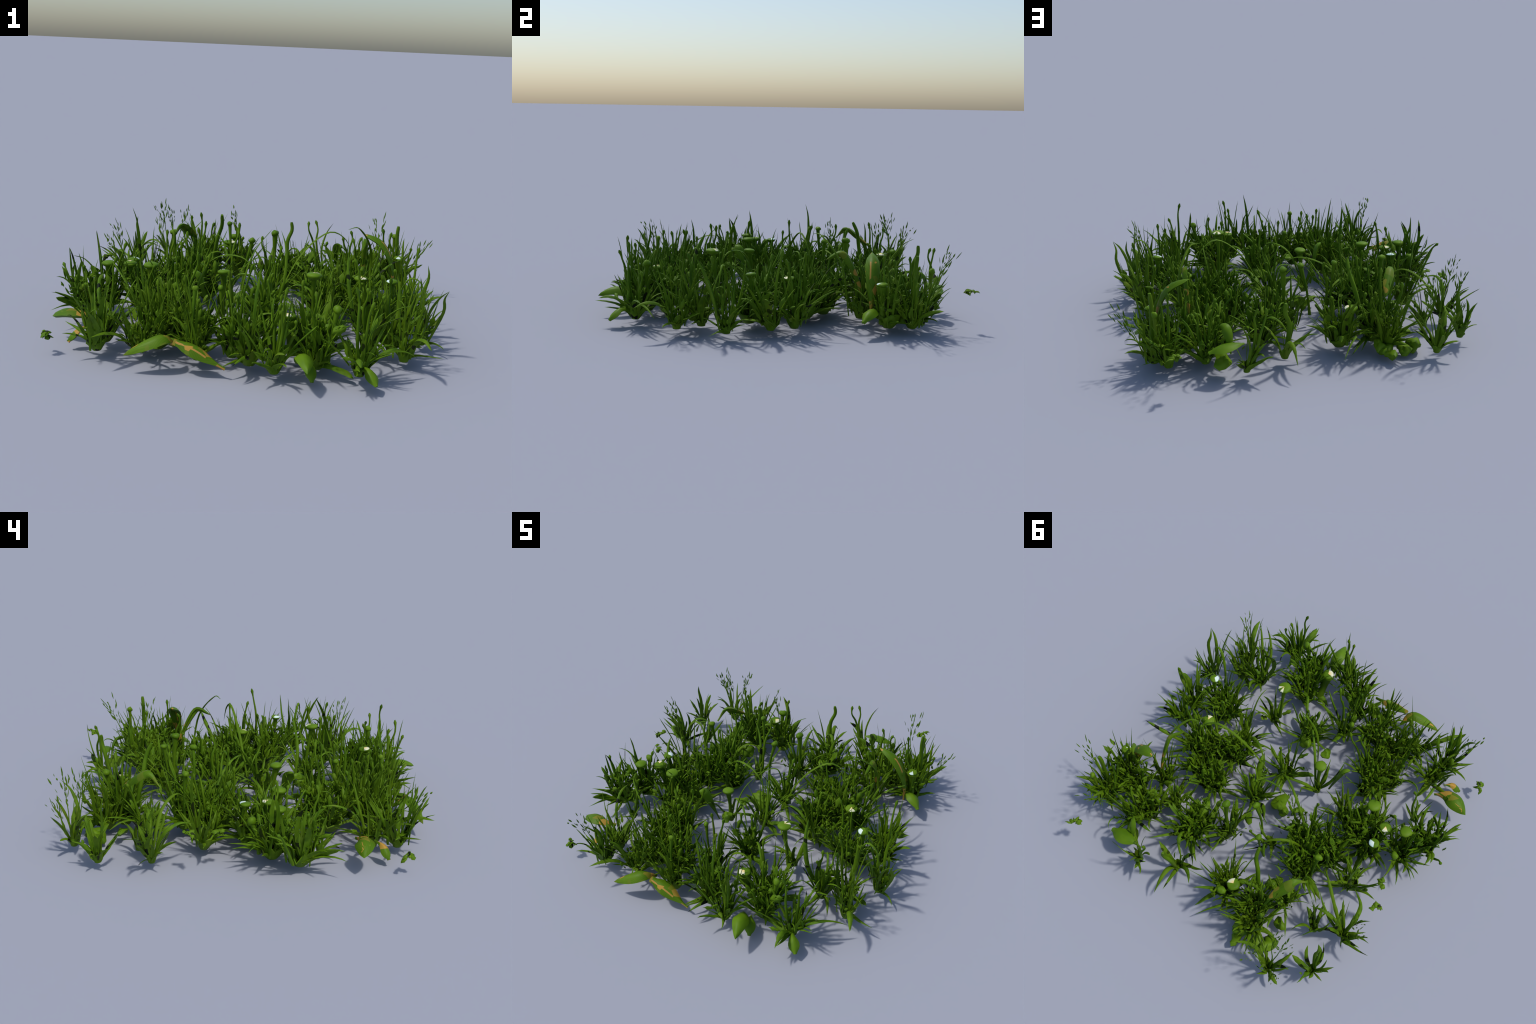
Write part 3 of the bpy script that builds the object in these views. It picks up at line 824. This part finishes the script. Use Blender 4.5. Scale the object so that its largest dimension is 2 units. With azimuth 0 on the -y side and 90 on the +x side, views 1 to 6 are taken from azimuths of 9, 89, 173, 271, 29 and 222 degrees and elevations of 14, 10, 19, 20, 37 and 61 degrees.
broad_leaf([(0.38, 0.80, 0.12), (0.385, 0.79, 0.20), (0.40, 0.765, 0.245), (0.43, 0.73, 0.24)],
           0.050, 0.014, (0.0, 0.9, 0.45), belly=0.55, mat=MAT_SMOOTH)
broad_leaf([(0.18, 0.50, 0.09), (0.19, 0.46, 0.17), (0.21, 0.41, 0.20), (0.235, 0.36, 0.18)],
           0.060, 0.026, (0.0, 0.6, 0.8), belly=0.6, mat=MAT_SMOOTH)
broad_leaf([(-0.17, -0.20, 0.06), (-0.20, -0.23, 0.20), (-0.22, -0.25, 0.27), (-0.25, -0.27, 0.29)],
           0.060, 0.022, (0.7, -0.3, 0.6), belly=0.6, mat=MAT_SMOOTH)
broad_leaf([(0.09, 0.13, 0.06), (0.15, 0.06, 0.12), (0.18, 0.01, 0.18), (0.20, -0.04, 0.22)],
           0.046, 0.020, (0.3, 0.6, 0.7), belly=0.55, mat=MAT_SMOOTH)

# crumpled ground leaves: rounded lumps lying between the tufts
LUMPS = [(-0.55, 0.70, 0.045, 0.048), (-0.49, 0.73, 0.040, 0.036), (-0.395, 0.75, 0.05, 0.034), (-0.37, 0.72, 0.06, 0.036),
         (-0.41, 0.80, 0.045, 0.032), (-0.03, 0.06, 0.060, 0.050), (-0.07, 0.08, 0.055, 0.034), (-0.135, 0.02, 0.05, 0.026),
         (-0.52, 0.58, 0.06, 0.030), (0.03, 0.26, 0.08, 0.030), (-0.05, -0.30, 0.20, 0.030), (0.13, -0.33, 0.10, 0.045),
         (-0.35, 0.44, 0.07, 0.048), (-0.42, 0.42, 0.07, 0.040), (-0.27, 0.50, 0.08, 0.032), (0.70, 0.62, 0.09, 0.048),
         (0.55, 0.38, 0.10, 0.034), (0.42, 0.80, 0.09, 0.046)]
for i, (x, y, z, r) in enumerate(LUMPS):
    b = Build()
    b.add(*lump(r, 0.55, 300 + i, 2, 0.55))
    o = new_object("crumpled_leaf", b.mesh("crumpled_leaf", [MAT_SMOOTH], 55), PATCH)
    o.location = (x, y, z)
    o.rotation_euler = (U(-0.4, 0.4), U(-0.4, 0.4), U(0, 6.28))


# ----------------------------------------------------------------------------- seed heads
# tip of the airy panicle, its length
SEED_HEADS = [
    (0.924, 0.657, 0.317, 0.20), (0.592, 0.852, 0.410, 0.20), (-0.559, 0.849, 0.386, 0.20), (-0.204, 0.587, 0.449, 0.15),
    (-0.921, 0.387, 0.293, 0.15), (0.850, -0.575, 0.378, 0.18), (-0.608, 0.716, 0.395, 0.17), (-0.850, 0.370, 0.370, 0.19),
    (-0.667, -0.838, 0.390, 0.20), (-0.684, 0.719, 0.427, 0.18), (-0.760, 0.841, 0.300, 0.15), (-0.10, 0.06, 0.28, 0.14),
]


def spindle(a, c, r):
    a, c = np.array(a), np.array(c)
    return tube(np.array([a, a + 0.35 * (c - a), a + 0.7 * (c - a), c]), [r * 0.25, r, r * 0.8, r * 0.1], 5)


for x, y, z, ln in SEED_HEADS:
    tip = np.array([x, y, z])
    root = root_for(x, y, 0.9)
    axis = tip - root
    axis = axis / np.linalg.norm(axis)
    foot = tip - axis * ln
    b = Build()
    sp = curve_through([root, 0.5 * (root + foot) + np.array([U(-.01, .01), U(-.01, .01), 0]), foot], 7)
    b.add(*tube(sp, np.linspace(0.005, 0.0022, 7), 5))
    b.add(*tube(curve_through([foot, foot + axis * ln * 0.35, foot + axis * ln * 0.6], 5), np.linspace(0.0026, 0.001, 5), 5))
    for k in range(8):
        s = U(0.0, 0.5)
        a = U(0, 6.283)
        out = np.array([math.cos(a), math.sin(a), 0.0])
        spread = U(0.05, 0.5)
        d = axis + out * spread
        d = d / np.linalg.norm(d)
        p = foot + axis * ln * s
        reach = ln * (1.0 - s) * U(0.7, 1.05)
        pos = U(0.1, 0.35)
        while pos < 1.0:
            size = U(0.014, 0.050)
            q0 = p + d * reach * pos + np.array([U(-.004, .004), U(-.004, .004), 0])
            e = d + np.array([U(-.25, .25), U(-.25, .25), U(-.1, .2)])
            b.add(*spindle(q0, q0 + e / np.linalg.norm(e) * size, U(0.0014, 0.0048)))
            pos += size / reach + U(0.03, 0.20)
    q = tip - axis * 0.025
    b.add(*spindle(q, tip, 0.003))
    b.v = [np.vstack(b.v) - root]
    o = new_object("seed_head", b.mesh("seed_head", [MAT_STALK], 65), PATCH, kind="stuff")
    o.location = root

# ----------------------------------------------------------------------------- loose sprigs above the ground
SPRIGS = [(-0.79, -0.80, 0.098, 0.040), (-0.78, 0.071, 0.195, 0.034), (-0.853, 0.202, 0.209, 0.036),
          (0.640, 0.962, 0.208, 0.040)]
for i, (x, y, z, r) in enumerate(SPRIGS):
    b = Build()
    yaw = U(0, 3.14)
    for k in range(11):
        a = yaw + 6.283 * (k + U(-0.25, 0.25)) / 11
        t = (k - 5) / 5 * 0.6 * r
        base = Matrix.Translation((math.cos(yaw) * t, math.sin(yaw) * t, U(-0.008, 0.008)))
        v, f = CHIPS[(3 * i + k) % len(CHIPS)]
        b.add(placed(v, base @ Matrix.Rotation(a, 4, "Z") @ Matrix.Rotation(U(0.9, 2.1), 4, "Y")
                     @ Matrix.Diagonal((1.0, 1.0, r / 0.06 * U(0.6, 1.15), 1))), f)
    o = new_object("loose_sprig", b.mesh("loose_sprig", [MAT_BITS], 65), PATCH)
    o.location = (x, y, z)
